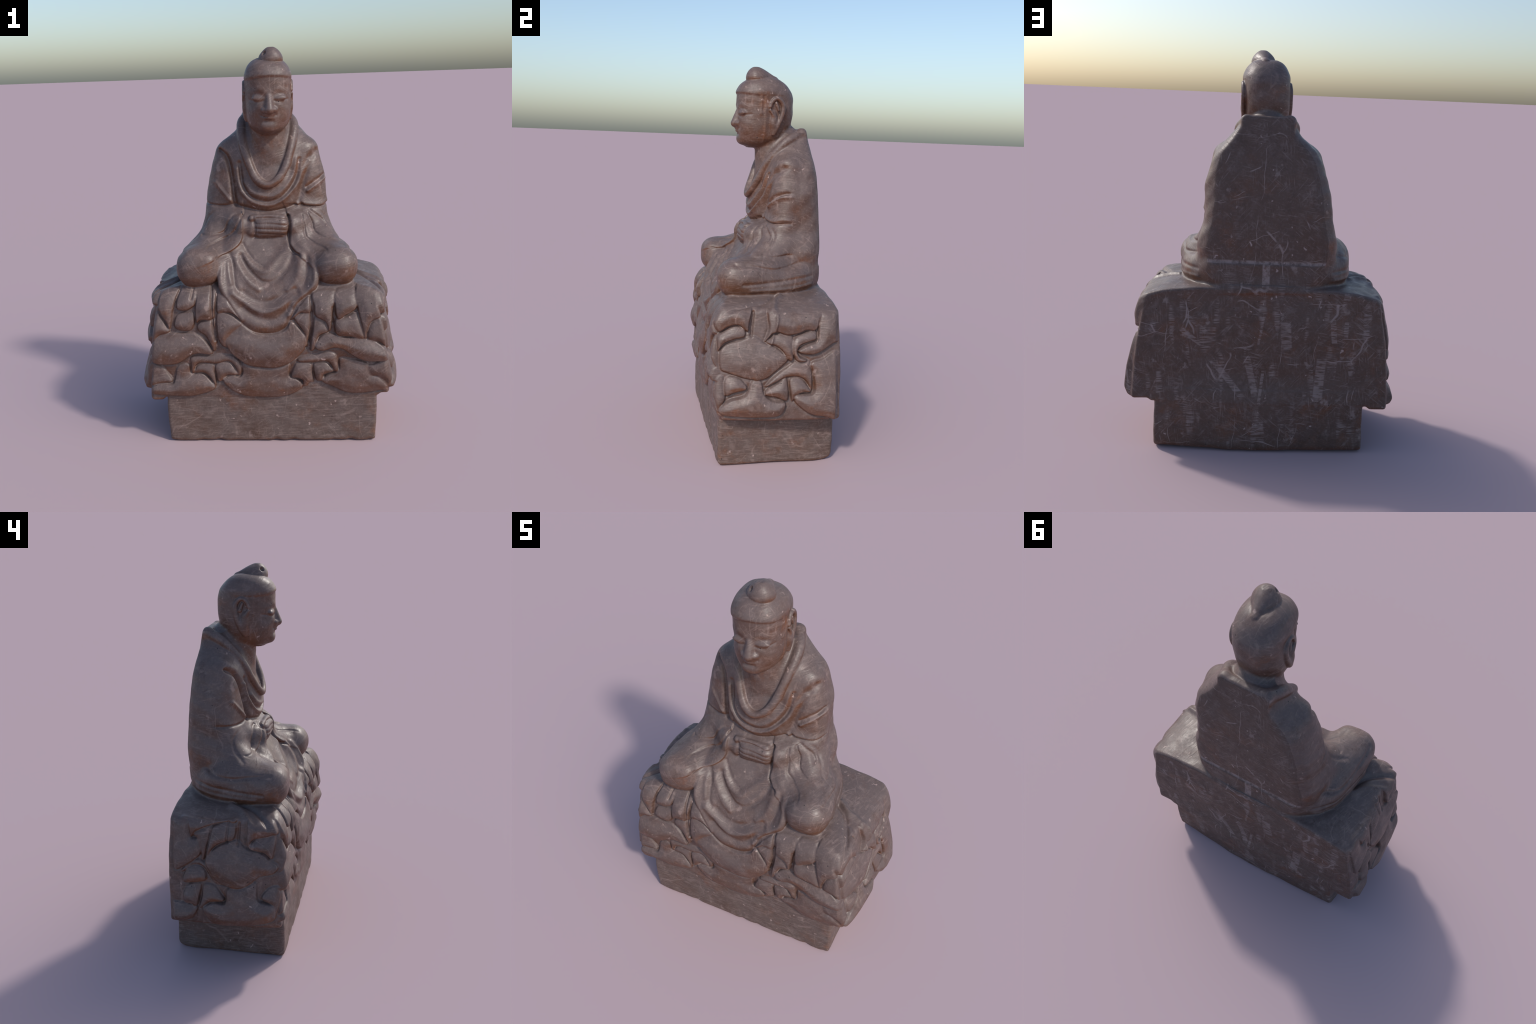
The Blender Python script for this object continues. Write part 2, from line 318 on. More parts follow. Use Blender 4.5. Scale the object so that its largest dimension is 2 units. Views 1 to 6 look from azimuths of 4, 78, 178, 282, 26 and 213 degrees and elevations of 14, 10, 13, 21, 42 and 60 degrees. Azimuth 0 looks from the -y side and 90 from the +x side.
# skirt hanging between the knees: broad, shallow swags
F.ridge(.009, .018, [(-.118, .971), (-.077, .934), (-.039, .911), (-.008, .906), (.024, .936), (.068, .981), (.107, 1.019)])
F.groove(.006, .009, [(-.128, 1.028), (-.100, .982), (-.065, .944), (-.027, .922)])
F.groove(.009, .015, [(-.137, .975), (-.112, .921), (-.078, .884), (-.040, .856), (.0, .848), (.035, .856), (.066, .881), (.098, .917), (.126, .974)])
F.ridge(.009, .018, [(-.160, .953), (-.131, .905), (-.095, .860), (-.050, .826)])
F.groove(.007, .010, [(-.194, .987), (-.180, .948), (-.174, .895), (-.166, .844), (-.150, .815)])
F.ridge(.006, .012, [(-.202, .950), (-.196, .905), (-.186, .859)])
F.ridge(.009, .018, [(.160, .958), (.150, .896), (.130, .855), (.100, .820)])
F.groove(.007, .013, [(.198, .965), (.195, .900), (.178, .845), (.146, .812)])
F.groove(.009, .020, [(.135, .815), (.100, .800), (.053, .774), (-.008, .756), (-.054, .762), (-.100, .784), (-.127, .805)])
F.ridge(.013, .021, [(-.177, .812), (-.131, .779), (-.085, .745), (-.039, .725), (-.001, .724), (.053, .745), (.100, .781), (.161, .815)])
F.groove(.007, .018, [(-.127, .740), (-.078, .700), (-.033, .680), (.013, .676), (.052, .688), (.110, .735)])
F.ridge(.010, .015, [(.222, .963), (.236, .903), (.227, .850), (.195, .814), (.158, .782), (.128, .748), (.106, .702)])
F.ridge(.010, .013, [(-.232, .960), (-.240, .880), (-.226, .821), (-.203, .785), (-.172, .732), (-.135, .68)])
F.soften(1)

# outline of the hanging skirt, seen from the front: signed distance, positive inside
SKIRT = Relief(-.5, .5, .5, 1.15)
_o = spline([(-.10, 1.09), (-.151, 1.025), (-.191, .996), (-.232, .984), (-.247, .943), (-.253, .880), (-.238, .821), (-.215, .785), (-.182, .729),
             (-.141, .674), (-.125, .645), (-.065, .615), (-.008, .609), (.050, .616), (.089, .637), (.112, .672), (.141, .736), (.168, .766),
             (.206, .794), (.242, .832), (.256, .879), (.250, .937), (.20, .99), (.14, 1.03), (.10, 1.09)], 5, closed=True)
_X, _Z = np.meshgrid(SKIRT.u, SKIRT.z, indexing='ij')
_d, _ = line_distance(_X, _Z, np.vstack([_o, _o[:1]]))
SKIRT.h = np.where(inside(_X, _Z, _o), _d, -_d)

# ------------------------------------------------------------------ the carving's forms
HEAD_C, HEAD_YAW = np.array([0.016, -0.002, 0], f32), 4.0

head_loft = Loft(
    z=[1.580, 1.597, 1.63, 1.67, 1.72, 1.78, 1.83, 1.865, 1.90, 1.93, 1.948, 1.956],
    left=[-.040, -.070, -.096, -.109, -.113, -.114, -.1145, -.1135, -.102, -.080, -.050, -.008],
    right=[.040, .070, .096, .109, .113, .114, .1145, .1135, .102, .080, .050, .008],
    front=[-.090, -.118, -.138, -.145, -.146, -.147, -.148, -.146, -.130, -.098, -.058, -.010],
    back=[.03, .06, .095, .128, .144, .152, .152, .144, .120, .085, .050, .010], n=2.4, mid=0.0)

torso_loft = Loft(
    z=[.84, .90, .98, 1.05, 1.10, 1.165, 1.22, 1.34, 1.43, 1.50, 1.55, 1.59, 1.63, 1.66],
    left=[-.345, -.345, -.355, -.360, -.356, -.343, -.335, -.312, -.284, -.250, -.212, -.165, -.135, -.12],
    right=[.31, .315, .325, .330, .322, .304, .300, .297, .274, .248, .212, .180, .15, .13],
    front=[-.05, -.05, -.05, -.045, -.042, -.038, -.038, -.036, -.028, -.012, .005, .03, .06, .09],
    back=[.30, .30, .31, .32, .32, .315, .31, .30, .29, .275, .262, .255, .25, .25], n=2.3, mid=0.15, nb=2.75)

back_plane = curve1([.85, .90, .94, .965, .985, 1.1, 1.27, 1.41, 1.54, 1.61, 1.69],
                    [.300, .286, .282, .281, .273, .277, .270, .257, .238, .226, .208])

# the seat: reach to the sides, front and back, and the crown of its top
seat_half = curve1([.2, .28, .45, .60, .70, .78, .84, .90], [.668, .668, .655, .639, .620, .606, .592, .57])
seat_front = curve1([.2, .36, .42, .50, .65, .74, .79, .83, .86, .90], [.281, .281, .288, .292, .292, .284, .268, .240, .20, .12])
seat_top = curve1([0, .30, .45, .55, .60, .64, .68], [.858, .855, .842, .818, .796, .766, .72])
apron_front = curve1([.50, .60, .66, .73, .82, .90, .97, 1.03, 1.08],
                     [-.300, -.308, -.303, -.284, -.243, -.194, -.146, -.105, -.07])
apron_flare = curve1([.5, .65, .73, .80, .90, .98, 1.08], [-.02, -.01, .008, .028, .055, .060, .05])

# ---- features drawn on the face (u = across the face, z = height)
FACE = Relief(-.15, .15, 1.56, 1.92)
for sx in (-1, 1):
    FACE.groove(.003, .005, [(sx * .026, 1.747), (sx * .055, 1.743), (sx * .092, 1.752)])
    FACE.ridge(.002, .014, [(sx * .016, 1.785), (sx * .048, 1.798), (sx * .088, 1.790)])
    FACE.ridge(.004, .024, [(sx * .055, 1.715), (sx * .075, 1.700)])
FACE.groove(.0035, .0035, [(-.040, 1.677), (-.022, 1.670), (-.004, 1.6715), (.014, 1.670), (.034, 1.677)])
FACE.groove(.003, .008, [(-.022, 1.647), (-.004, 1.644), (.016, 1.647)])

fringe_z = curve1([-.14, -.10, -.06, 0, .06, .10, .14], [1.842, 1.848, 1.855, 1.860, 1.858, 1.852, 1.842])
def hair_mask(H):
    """1 on the cap of hair: above the fringe, and behind the temples"""
    x, y, z = H.T
    above = smooth((z - fringe_z(np.clip(x, -.14, .14)) + .004) / .012)
    behind = smooth((y + .030) / .008) * smooth((z - 1.60) / .03)
    temple = np.exp(-((y + .045) / .007) ** 2) * smooth((z - 1.74) / .02) * (np.abs(x) > .05)
    ear_bed = np.exp(-((y - .024 - .1 * x) / .050) ** 4 - ((z - 1.748) / .105) ** 4)         # hair lies flat around the ear
    return np.maximum(np.maximum(above, behind * (1 - ear_bed)), .8 * temple)

FORMS = []
def form(part, fillet, lo, hi):
    """declare a part: its distance function is only asked for near its bounds lo..hi"""
    def keep(fn):
        FORMS.append((part, fillet, np.array(lo, f32), np.array(hi, f32), fn))
        return fn
    return keep

def folds(P):
    return FOLDS(P[:, 0], P[:, 2]) * smooth((.13 - P[:, 1]) / .06)

SIDE_FOLDS = Relief(-.35, .35, .80, 1.60)
SIDE_FOLDS.groove(.006, .008, [(-.20, 1.000), (-.10, .992), (.0, .975), (.10, .985), (.17, 1.01)])
SIDE_FOLDS.groove(.005, .009, [(-.16, .905), (-.02, .912), (.12, .925), (.22, .930)])
SIDE_FOLDS.ridge(.006, .010, [(-.12, .872), (.05, .876), (.22, .888)])
SIDE_FOLDS.groove(.004, .007, [(-.05, 1.045), (.0, 1.09), (.02, 1.14), (.0, 1.18)])
SIDE_FOLDS.ridge(.004, .010, [(.0, 1.45), (.03, 1.40), (.03, 1.34)])
def side_folds(P):
    return SIDE_FOLDS(P[:, 1], P[:, 2]) * smooth((np.abs(P[:, 0]) - .24) / .06)

def boxed(P, hx, front, back, lo, hi, r):
    """box whose reaches may vary from place to place"""
    x, y, z = P.T
    q = np.stack([np.abs(x) - hx, np.abs(y - (back - front) / 2) - (back + front) / 2, np.abs(z - (lo + hi) / 2) - (hi - lo) / 2], 1) + r
    return (np.sqrt((np.maximum(q, 0) ** 2).sum(1)) + np.minimum(q.max(1), 0) - r).astype(f32)

def seat_back(x, z):
    return .309 - .012 * smooth((z - .62) / .2) + .028 * smooth((.42 - z) / .18) * (1 - .9 * np.minimum(np.abs(x) / .56, 1) ** 2)

@form('plinth', .01, (-.56, -.30, 0), (.56, .35, .36))
def plinth(P):
    x, y, z = P.T
    side = .541 - .012 * smooth((y - .2) / .1) + .004 * np.sin(9 * z + 3 * y)
    d = boxed(P, side, .281 + .002 * np.sin(5 * x + 1), seat_back(x, z), 0.0, .34, .016)
    worn = .288 + .035 * (1 - np.minimum(np.abs(x) / .5, 1) ** 2)          # bottom edge at the back is broken away
    d = smax(d, ((y - worn) * .75 - z) * .8, .02)
    chip = .016 * np.maximum(0, np.sin(23 * x + 1.3) * np.sin(41 * x + .4)) + .012 * smooth((np.abs(x) - .47) / .06)
    return smax(d, (chip + (-.281 - y) * 1.0 - z + .004) * .7, .008)

@form('seat', .006, (-.71, -.36, .24), (.71, .35, .88))
def seat(P):
    x, y, z = P.T
    plan = .010 * np.minimum(np.abs(y - .05) / .28, 1.2) ** 3 + np.where(x > 0, .026, .016) * np.clip((.10 - y) / .40, -.2, 1) + np.where(x > 0, .021, .013)
    side = np.where(x > 0, FACES['left'](y, z), FACES['right'](y, z))
    half = seat_half(np.clip(z, .2, .9)) - plan + side * smooth((.30 - y) / .03)
    front = seat_front(np.clip(z, .2, .9)) + .014 * np.clip(x / .6, -1, 1) * smooth((z - .30) / .1) + FACES['front'](x, z) - .05 * smooth(SKIRT(x, z) / .02)
    return boxed(P, half, front, seat_back(x, z), .252 + .014 * smooth((x - .54) / .03) - .016 * smooth((-x - .54) / .03), seat_top(np.clip(np.abs(x), 0, .68)) + TOP(x, y), .016)

# ---- crossed legs and the skirt that hangs between the knees
for s, part in ((-1, 'leg_right'), (1, 'leg_left')):
    @form(part, .02, (min(s * .02, s * .49), -.31, .80), (max(s * .02, s * .49), .31, 1.06))
    def leg(P, s=s):
        o = -.012 if s < 0 else 0.0
        knee = (s * .350 + o, -.175, .930)
        d = smin(limb(P, (s * .20, .19, .94), knee, .100, .086), limb(P, knee, (s * .15, -.075, .93), .084, .075), .04)
        w = -.020 if s < 0 else -.008
        side = [(s * .20, .20, .925), (s * .300 + w, .13, .905), (s * .338 + w, .03, .90), (s * .352 + w, -.09, .905), knee]
        d = smin(d, tube(P, side, [.09, .09, .092, .094, .090], 3), .03)
        d = smin(d, ball(P, (s * .305 + 2 * o, -.05, .975 - .6 * o), (.105, .12, .060 - .3 * o)), .05)
        d = smin(d, block(P, (min(s * .25, s * .434 + o), -.270, .846), (max(s * .25, s * .434 + o), -.06, .992 - 2.0 * o), .058), .04)
        if s < 0:
            d = smin(d, ball(P, (-.365, .06, .95), (.075, .10, .062)), .04)
        return d - .6 * folds(P) * (np.abs(P[:, 0]) > .2) - side_folds(P)

@form('skirt', .008, (-.28, -.36, .57), (.28, .06, 1.1))
def skirt(P):
    x, y, z = P.T
    zc = np.clip(z, .5, 1.08)
    cloth = SKIRT(x, z)
    front = apron_front(zc) - apron_flare(zc) * np.minimum(np.abs(x) / .25, 1.2) ** 2 + .010 * (1 - smooth(cloth / .03))
    return smax(smax((front - y) * .8, -cloth * .9, .01), y - .05, .02).astype(f32) - folds(P)

# ---- arms under wide sleeves that spill over the thighs
for s, part in ((-1, 'arm_right'), (1, 'arm_left')):
    @form(part, .045, (min(s * .07, s * .42), -.19, .93), (max(s * .07, s * .42), .22, 1.58))
    def arm(P, s=s):
        w = .022 if s < 0 else 0.0
        d = limb(P, (s * .195, .100, 1.475), (s * (.232 + w), .090, 1.20), .075, .072)
        d = smin(d, limb(P, (s * (.235 + w), .07, 1.15), (s * .130, -.050, 1.115), .070, .053), .03)
        d = smin(d, limb(P, (s * (.235 + w), .06, 1.10), (s * (.285 + w), -.08, .99), .070, .05), .05)
        d = smin(d, limb(P, (s * .16, -.018, 1.09), (s * .188, -.105, .99), .053, .045), .04)
        d = smin(d, limb(P, (s * (.275 + w), .06, 1.065), (s * (.345 + w), -.10, .965), .052, .052), .05)
        d = smin(d, ball(P, (s * (.250 + w), .02, 1.02), (.085, .10, .075)), .05)
        return d - folds(P) - side_folds(P)

@form('torso', .025, (-.40, -.09, .82), (.36, .34, 1.68))
def torso(P):
    d = smin(torso_loft(P), ball(P, (.0, .0, 1.27), (.13, .068, .14)), .05)
    d = smin(d, ball(P, (-.005, -.03, 1.15), (.13, .055, .045)), .03)
    return d - folds(P)

@form('hand', .010, (-.14, -.15, 1.03), (.13, 0, 1.19))
def hand(P):
    d = smin(block(P, (-.070, -.120, 1.056), (.112, -.02, 1.166), .046), block(P, (-.124, -.108, 1.050), (.06, -.02, 1.150), .044), .015)
    d = smin(d, limb(P, (-.08, -.085, 1.155), (-.005, -.085, 1.168), .016, .013), .012)       # thumbs meet on top
    d = smin(d, limb(P, (.075, -.085, 1.155), (.01, -.085, 1.168), .016, .013), .012)
    return d - folds(P)

@form('neck', .02, (-.12, -.07, 1.38), (.14, .2, 1.70))
def neck(P):
    return smin(limb(P, (.010, .06, 1.46), (.012, .045, 1.66), .098, .088), limb(P, (.008, .10, 1.5), (.008, .10, 1.615), .10, .10), .03)

@form('collar', .008, (-.17, -.11, 1.28), (.19, .27, 1.70))
def collar(P):
    rim = [(-.105, .185, 1.660), (-.128, .10, 1.618), (-.118, .016, 1.525), (-.090, -.030, 1.432), (-.050, -.062, 1.355),
           (.004, -.074, 1.325), (.058, -.064, 1.352), (.100, -.033, 1.42), (.128, .012, 1.515), (.142, .10, 1.612), (.108, .185, 1.658)]
    d = tube(P, rim, [.028, .026, .022, .020, .019, .019, .019, .020, .022, .028, .03])
    return smin(d, block(P, (-.125, .165, 1.52), (.125, .25, 1.684), .02), .02)

# ---- head, turned a little to its left
@form('head', .012, (-.14, -.20, 1.56), (.17, .20, 1.98))
def head(P):
    H = turn(P - HEAD_C, HEAD_YAW)
    d = head_loft(H) - hair_mask(H) * .005 - FACE(H[:, 0], H[:, 2]) * smooth((-.05 - H[:, 1]) / .03)
    d = smin(d, limb(H, (0, -.148, 1.762), (0, -.160, 1.704), .009, .020), .018)           # nose
    for s in (-1, 1):
        d = smin(d, ball(H, (s * .022, -.148, 1.702), (.015, .014, .012)), .010)            # nostrils
        d = smax(d, -ball(H, (s * .052, -.174, 1.772), (.036, .022, .018)), .03)            # eye hollows
        d = smin(d, ball(H, (s * .054, -.131, 1.758), (.030, .0135, .012)), .012)            # lids
    d = smin(d, ball(H, (-.004, -.140, 1.678), (.026, .016, .007)), .008)                   # lips
    d = smin(d, ball(H, (-.004, -.139, 1.664), (.020, .015, .007)), .008)
    d = smin(d, ball(H, (-.004, -.122, 1.620), (.036, .020, .022)), .025)                    # chin
    return d.astype(f32)

for s, part in ((-1, 'ear_right'), (1, 'ear_left')):
    @form(part, .004, (min(s * .09, s * .15), -.04, 1.62), (max(s * .09, s * .15) + .02, .10, 1.86))
    def ear(P, s=s):
        H = turn(P - HEAD_C, HEAD_YAW)
        o = .012 * s
        rim = [(s * .120, -.012 + o, 1.792), (s * .119, .004 + o, 1.826), (s * .118, .030 + o, 1.836), (s * .117, .056 + o, 1.812),
               (s * .117, .060 + o, 1.775), (s * .116, .047 + o, 1.725), (s * .112, .028 + o, 1.680), (s * .108, .014 + o, 1.655)]
        d = tube(H, rim, [.008, .010, .011, .012, .012, .013, .015, .015], 4)
        d = smin(d, ball(H, (s * .106, .012 + o, 1.715), (.024, .024, .062)), .012)
        d = smin(d, limb(H, (s * .121, -.010 + o, 1.775), (s * .119, .008 + o, 1.748), .008, .010), .008)
        return smin(d, limb(H, (s * .118, .022 + o, 1.812), (s * .119, .034 + o, 1.778), .008, .009), .006)

@form('topknot', .004, (-.04, -.13, 1.88), (.11, .09, 2.02))
def topknot(P):
    d = ball(P, (.036, -.050, 1.940), (.060, .058, .046))
    d = smin(d, limb(P, (.036, -.058, 1.968), (.024, .045, 1.932), .028, .026), .04)
    return smax(d, -ball(P, (.006, -.086, 1.972), (.010, .010, .012)), .006)

PARTS = [f[0] for f in FORMS] + ['hair']
FAR = .07
def field(P, label=False):
    """blend of all forms, then the flat sawn back of the figure above the seat"""
    P = np.asarray(P, f32)
    d = np.full(len(P), FAR, f32); best = d.copy(); lab = np.zeros(len(P), int)
    for i, (part, fillet, lo, hi, fn) in enumerate(FORMS):
        m = np.flatnonzero(((P > lo - FAR) & (P < hi + FAR)).all(1))
        if not len(m): continue
        e = fn(P[m])
        d[m] = smin(d[m], e, fillet)
        if label:
            near = e < best[m]
            best[m[near]] = e[near]; lab[m[near]] = i
    x, y, z = P.T
    d += (.0022 * np.sin(11 * x + 7 * z + 1) * np.sin(9 * y - 8 * z + 2) + .0016 * np.sin(23 * z + 9 * x) * np.sin(19 * x - 17 * y + 1)
          + .0010 * np.sin(47 * x + 31 * z) * np.sin(43 * y - 39 * z + 3))
    cut = P[:, 1] - back_plane(np.clip(z, .85, 1.69))
    d = np.where(z > .87, smax(d, np.where(z < 1.70, cut, cut - (z - 1.70) * 2), .012), d)
    if label:
        h = PARTS.index('head')
        lab = np.where((lab == h) & (hair_mask(turn(P - HEAD_C, HEAD_YAW)) > .5), PARTS.index('hair'), lab)
        return d, lab
    return d

# ------------------------------------------------------------------ meshing (naive surface nets on a narrow band)
LO = np.array([-.70, -.36, -.02]); HI = np.array([.70, .36, 2.04])
def skin(h=.004, coarse=4):
    n = np.ceil((HI - LO) / (h * coarse)).astype(int)
    ax = [LO[i] + h * coarse * (np.arange(n[i]) + .5) for i in range(3)]
    G = np.stack(np.meshgrid(*ax, indexing='ij'), -1).reshape(-1, 3)
    D = field(G).reshape(n)
    near = np.abs(D) < h * coarse * 2.2
    vol = np.repeat(np.repeat(np.repeat(D, coarse, 0), coarse, 1), coarse, 2).astype(f32)
    idx = np.argwhere(near)
    off = np.stack(np.meshgrid(*[np.arange(coarse)] * 3, indexing='ij'), -1).reshape(-1, 3)
    cells = (idx[:, None] * coarse + off[None]).reshape(-1, 3)
    pos = LO + h * (cells + .5)
    val = np.concatenate([field(c) for c in np.array_split(pos, max(1, len(pos) // 800000))])
    vol[tuple(cells.T)] = val
    # cells with a sign change
    S = vol < 0
    N = np.array(vol.shape)
    mn = np.ones(N - 1, bool); mx = np.zeros(N - 1, bool)
    corner = [(i, j, k) for i in (0, 1) for j in (0, 1) for k in (0, 1)]
    for c in corner:
        s = S[c[0]:N[0] - 1 + c[0], c[1]:N[1] - 1 + c[1], c[2]:N[2] - 1 + c[2]]
        mn &= s; mx |= s
    act = np.argwhere(mx & ~mn)
    vid = np.full(N - 1, -1, np.int32); vid[tuple(act.T)] = np.arange(len(act))
    cv = np.stack([vol[tuple((act + c).T)] for c in corner], 1)
    acc = np.zeros((len(act), 3)); cnt = np.zeros(len(act))
    for a in range(8):
        for b in range(a + 1, 8):
            ca, cb = np.array(corner[a]), np.array(corner[b])
            if np.abs(ca - cb).sum() != 1: continue
            va, vb = cv[:, a], cv[:, b]
            m = (va < 0) != (vb < 0)
            t = np.where(m, va / np.where(m, va - vb, 1), 0)
            acc += np.where(m[:, None], ca + t[:, None] * (cb - ca), 0); cnt += m
    V = LO + h * (act + acc / cnt[:, None] + .5)
    quads = []
    for axis in range(3):
        u, w = (axis + 1) % 3, (axis + 2) % 3
        sl0 = [slice(None)] * 3; sl1 = [slice(None)] * 3
        sl0[axis] = slice(0, -1); sl1[axis] = slice(1, None)
        e = S[tuple(sl0)] != S[tuple(sl1)]
        ee = np.argwhere(e)
        ee = ee[(ee[:, u] > 0) & (ee[:, w] > 0) & (ee[:, u] < N[u] - 1) & (ee[:, w] < N[w] - 1)]
        inside = S[tuple(ee.T)]
        du = np.zeros(3, int); du[u] = 1; dw = np.zeros(3, int); dw[w] = 1
        q = np.stack([vid[tuple((ee - du - dw).T)], vid[tuple((ee - dw).T)], vid[tuple(ee.T)], vid[tuple((ee - du).T)]], 1)
        q = np.where(inside[:, None], q, q[:, ::-1])
        quads.append(q)
    Q = np.vstack(quads)
    return V, Q[(Q >= 0).all(1)]

def vertex_normals(V, Q):
    a = V[Q[:, 2]] - V[Q[:, 0]]; b = V[Q[:, 3]] - V[Q[:, 1]]
    n = np.cross(a, b)
    out = np.zeros_like(V)
    for i in range(4):
        for k in range(3):
            out[:, k] += np.bincount(Q[:, i], n[:, k], len(V))
    return out / (np.linalg.norm(out, axis=1, keepdims=True) + 1e-12)

def relax(V, Q, steps=1, w=.5):
    e = np.vstack([Q[:, [0, 1]], Q[:, [1, 2]], Q[:, [2, 3]], Q[:, [3, 0]]])
    e = np.vstack([e, e[:, ::-1]])
    deg = np.bincount(e[:, 0], minlength=len(V))[:, None]
    for _ in range(steps):
        s = np.stack([np.bincount(e[:, 0], V[e[:, 1], k], len(V)) for k in range(3)], 1) / deg
        V = V + w * (s - V)
    return V

V, Q = skin(.0036)
V = relax(V, Q, 2, .5)
d, label = field(V, True)
Nrm = vertex_normals(V, Q)
V = V - Nrm * d[:, None] * .7
V = relax(V, Q, 1, .4)
V[:, 2] = np.clip(V[:, 2], 0, 2.0)

# ------------------------------------------------------------------ materials
class Nodes:
    """tiny helper to write node graphs as expressions"""
    def __init__(self, name):
        self.m = bpy.data.materials.new(name); self.m.use_nodes = True
        self.t = self.m.node_tree; self.bsdf = self.t.nodes['Principled BSDF']
        self.obj = self.new('ShaderNodeTexCoord').outputs['Object']
        self.normal = self.new('ShaderNodeNewGeometry').outputs['Normal']
    def new(self, kind, **props):
        n = self.t.nodes.new(kind)
        for k, v in props.items(): setattr(n, k, v)
        return n
    def put(self, socket, v):
        if isinstance(v, bpy.types.NodeSocket): self.t.links.new(v, socket)
        elif isinstance(v, tuple) and len(v) == 3 and socket.type == 'RGBA': socket.default_value = (*v, 1)
        else: socket.default_value = v
    def mapped(self, scale=(1, 1, 1), rot=(0, 0, 0), loc=(0, 0, 0)):
        n = self.new('ShaderNodeMapping')
        self.put(n.inputs['Vector'], self.obj)
        n.inputs['Scale'].default_value = scale
        n.inputs['Rotation'].default_value = [math.radians(a) for a in rot]
        n.inputs['Location'].default_value = loc
        return n.outputs['Vector']
    def noise(self, scale, detail=4, rough=.6, vec=None, distortion=0.0):
        n = self.new('ShaderNodeTexNoise')
        self.put(n.inputs['Vector'], vec or self.obj)
        n.inputs['Scale'].default_value = scale; n.inputs['Detail'].default_value = detail
        n.inputs['Roughness'].default_value = rough; n.inputs['Distortion'].default_value = distortion
        return n.outputs['Fac']
    def voronoi(self, scale, feature='F1', vec=None, rand=1.0):
        n = self.new('ShaderNodeTexVoronoi', feature=feature)
        self.put(n.inputs['Vector'], vec or self.obj)
        n.inputs['Scale'].default_value = scale; n.inputs['Randomness'].default_value = rand
        return n
    def warp(self, amount, scale):
        """object coordinates pushed about by noise"""
        n = self.new('ShaderNodeTexNoise'); self.put(n.inputs['Vector'], self.obj); n.inputs['Scale'].default_value = scale
        a = self.new('ShaderNodeVectorMath', operation='MULTIPLY_ADD')
        self.put(a.inputs[0], n.outputs['Color']); a.inputs[1].default_value = (amount,) * 3
        self.put(a.inputs[2], self.obj)
        return a.outputs[0]
    def math(self, op, a, b=0.0):
        n = self.new('ShaderNodeMath', operation=op); self.put(n.inputs[0], a); self.put(n.inputs[1], b)
        return n.outputs[0]
    def ramp(self, v, lo, hi, a=0.0, b=1.0):
        n = self.new('ShaderNodeMapRange', interpolation_type='SMOOTHSTEP'); self.put(n.inputs['Value'], v)
        n.inputs['From Min'].default_value = lo; n.inputs['From Max'].default_value = hi
        n.inputs['To Min'].default_value = a; n.inputs['To Max'].default_value = b
        return n.outputs['Result']
    def mul(self, *v):
        r = v[0]
        for q in v[1:]: r = self.math('MULTIPLY', r, q)
        return r
    def mix(self, fac, a, b):
        n = self.new('ShaderNodeMix', data_type='RGBA')
        self.put(n.inputs['Factor'], fac); self.put(n.inputs['A'], a) if False else None
        self.put(n.inputs[6], a); self.put(n.inputs[7], b)
        return n.outputs[2]

def scratches(N, rot, density, lo, hi):
    """short straight tool marks all running one way: noise stretched along a direction"""
    v = N.mapped(rot=rot)
    w = N.new('ShaderNodeMapping'); N.put(w.inputs['Vector'], v)
    w.inputs['Scale'].default_value = (density * .09, density * .09, density)
    return N.ramp(N.noise(1.0, 2, .5, w.outputs['Vector']), lo, hi)

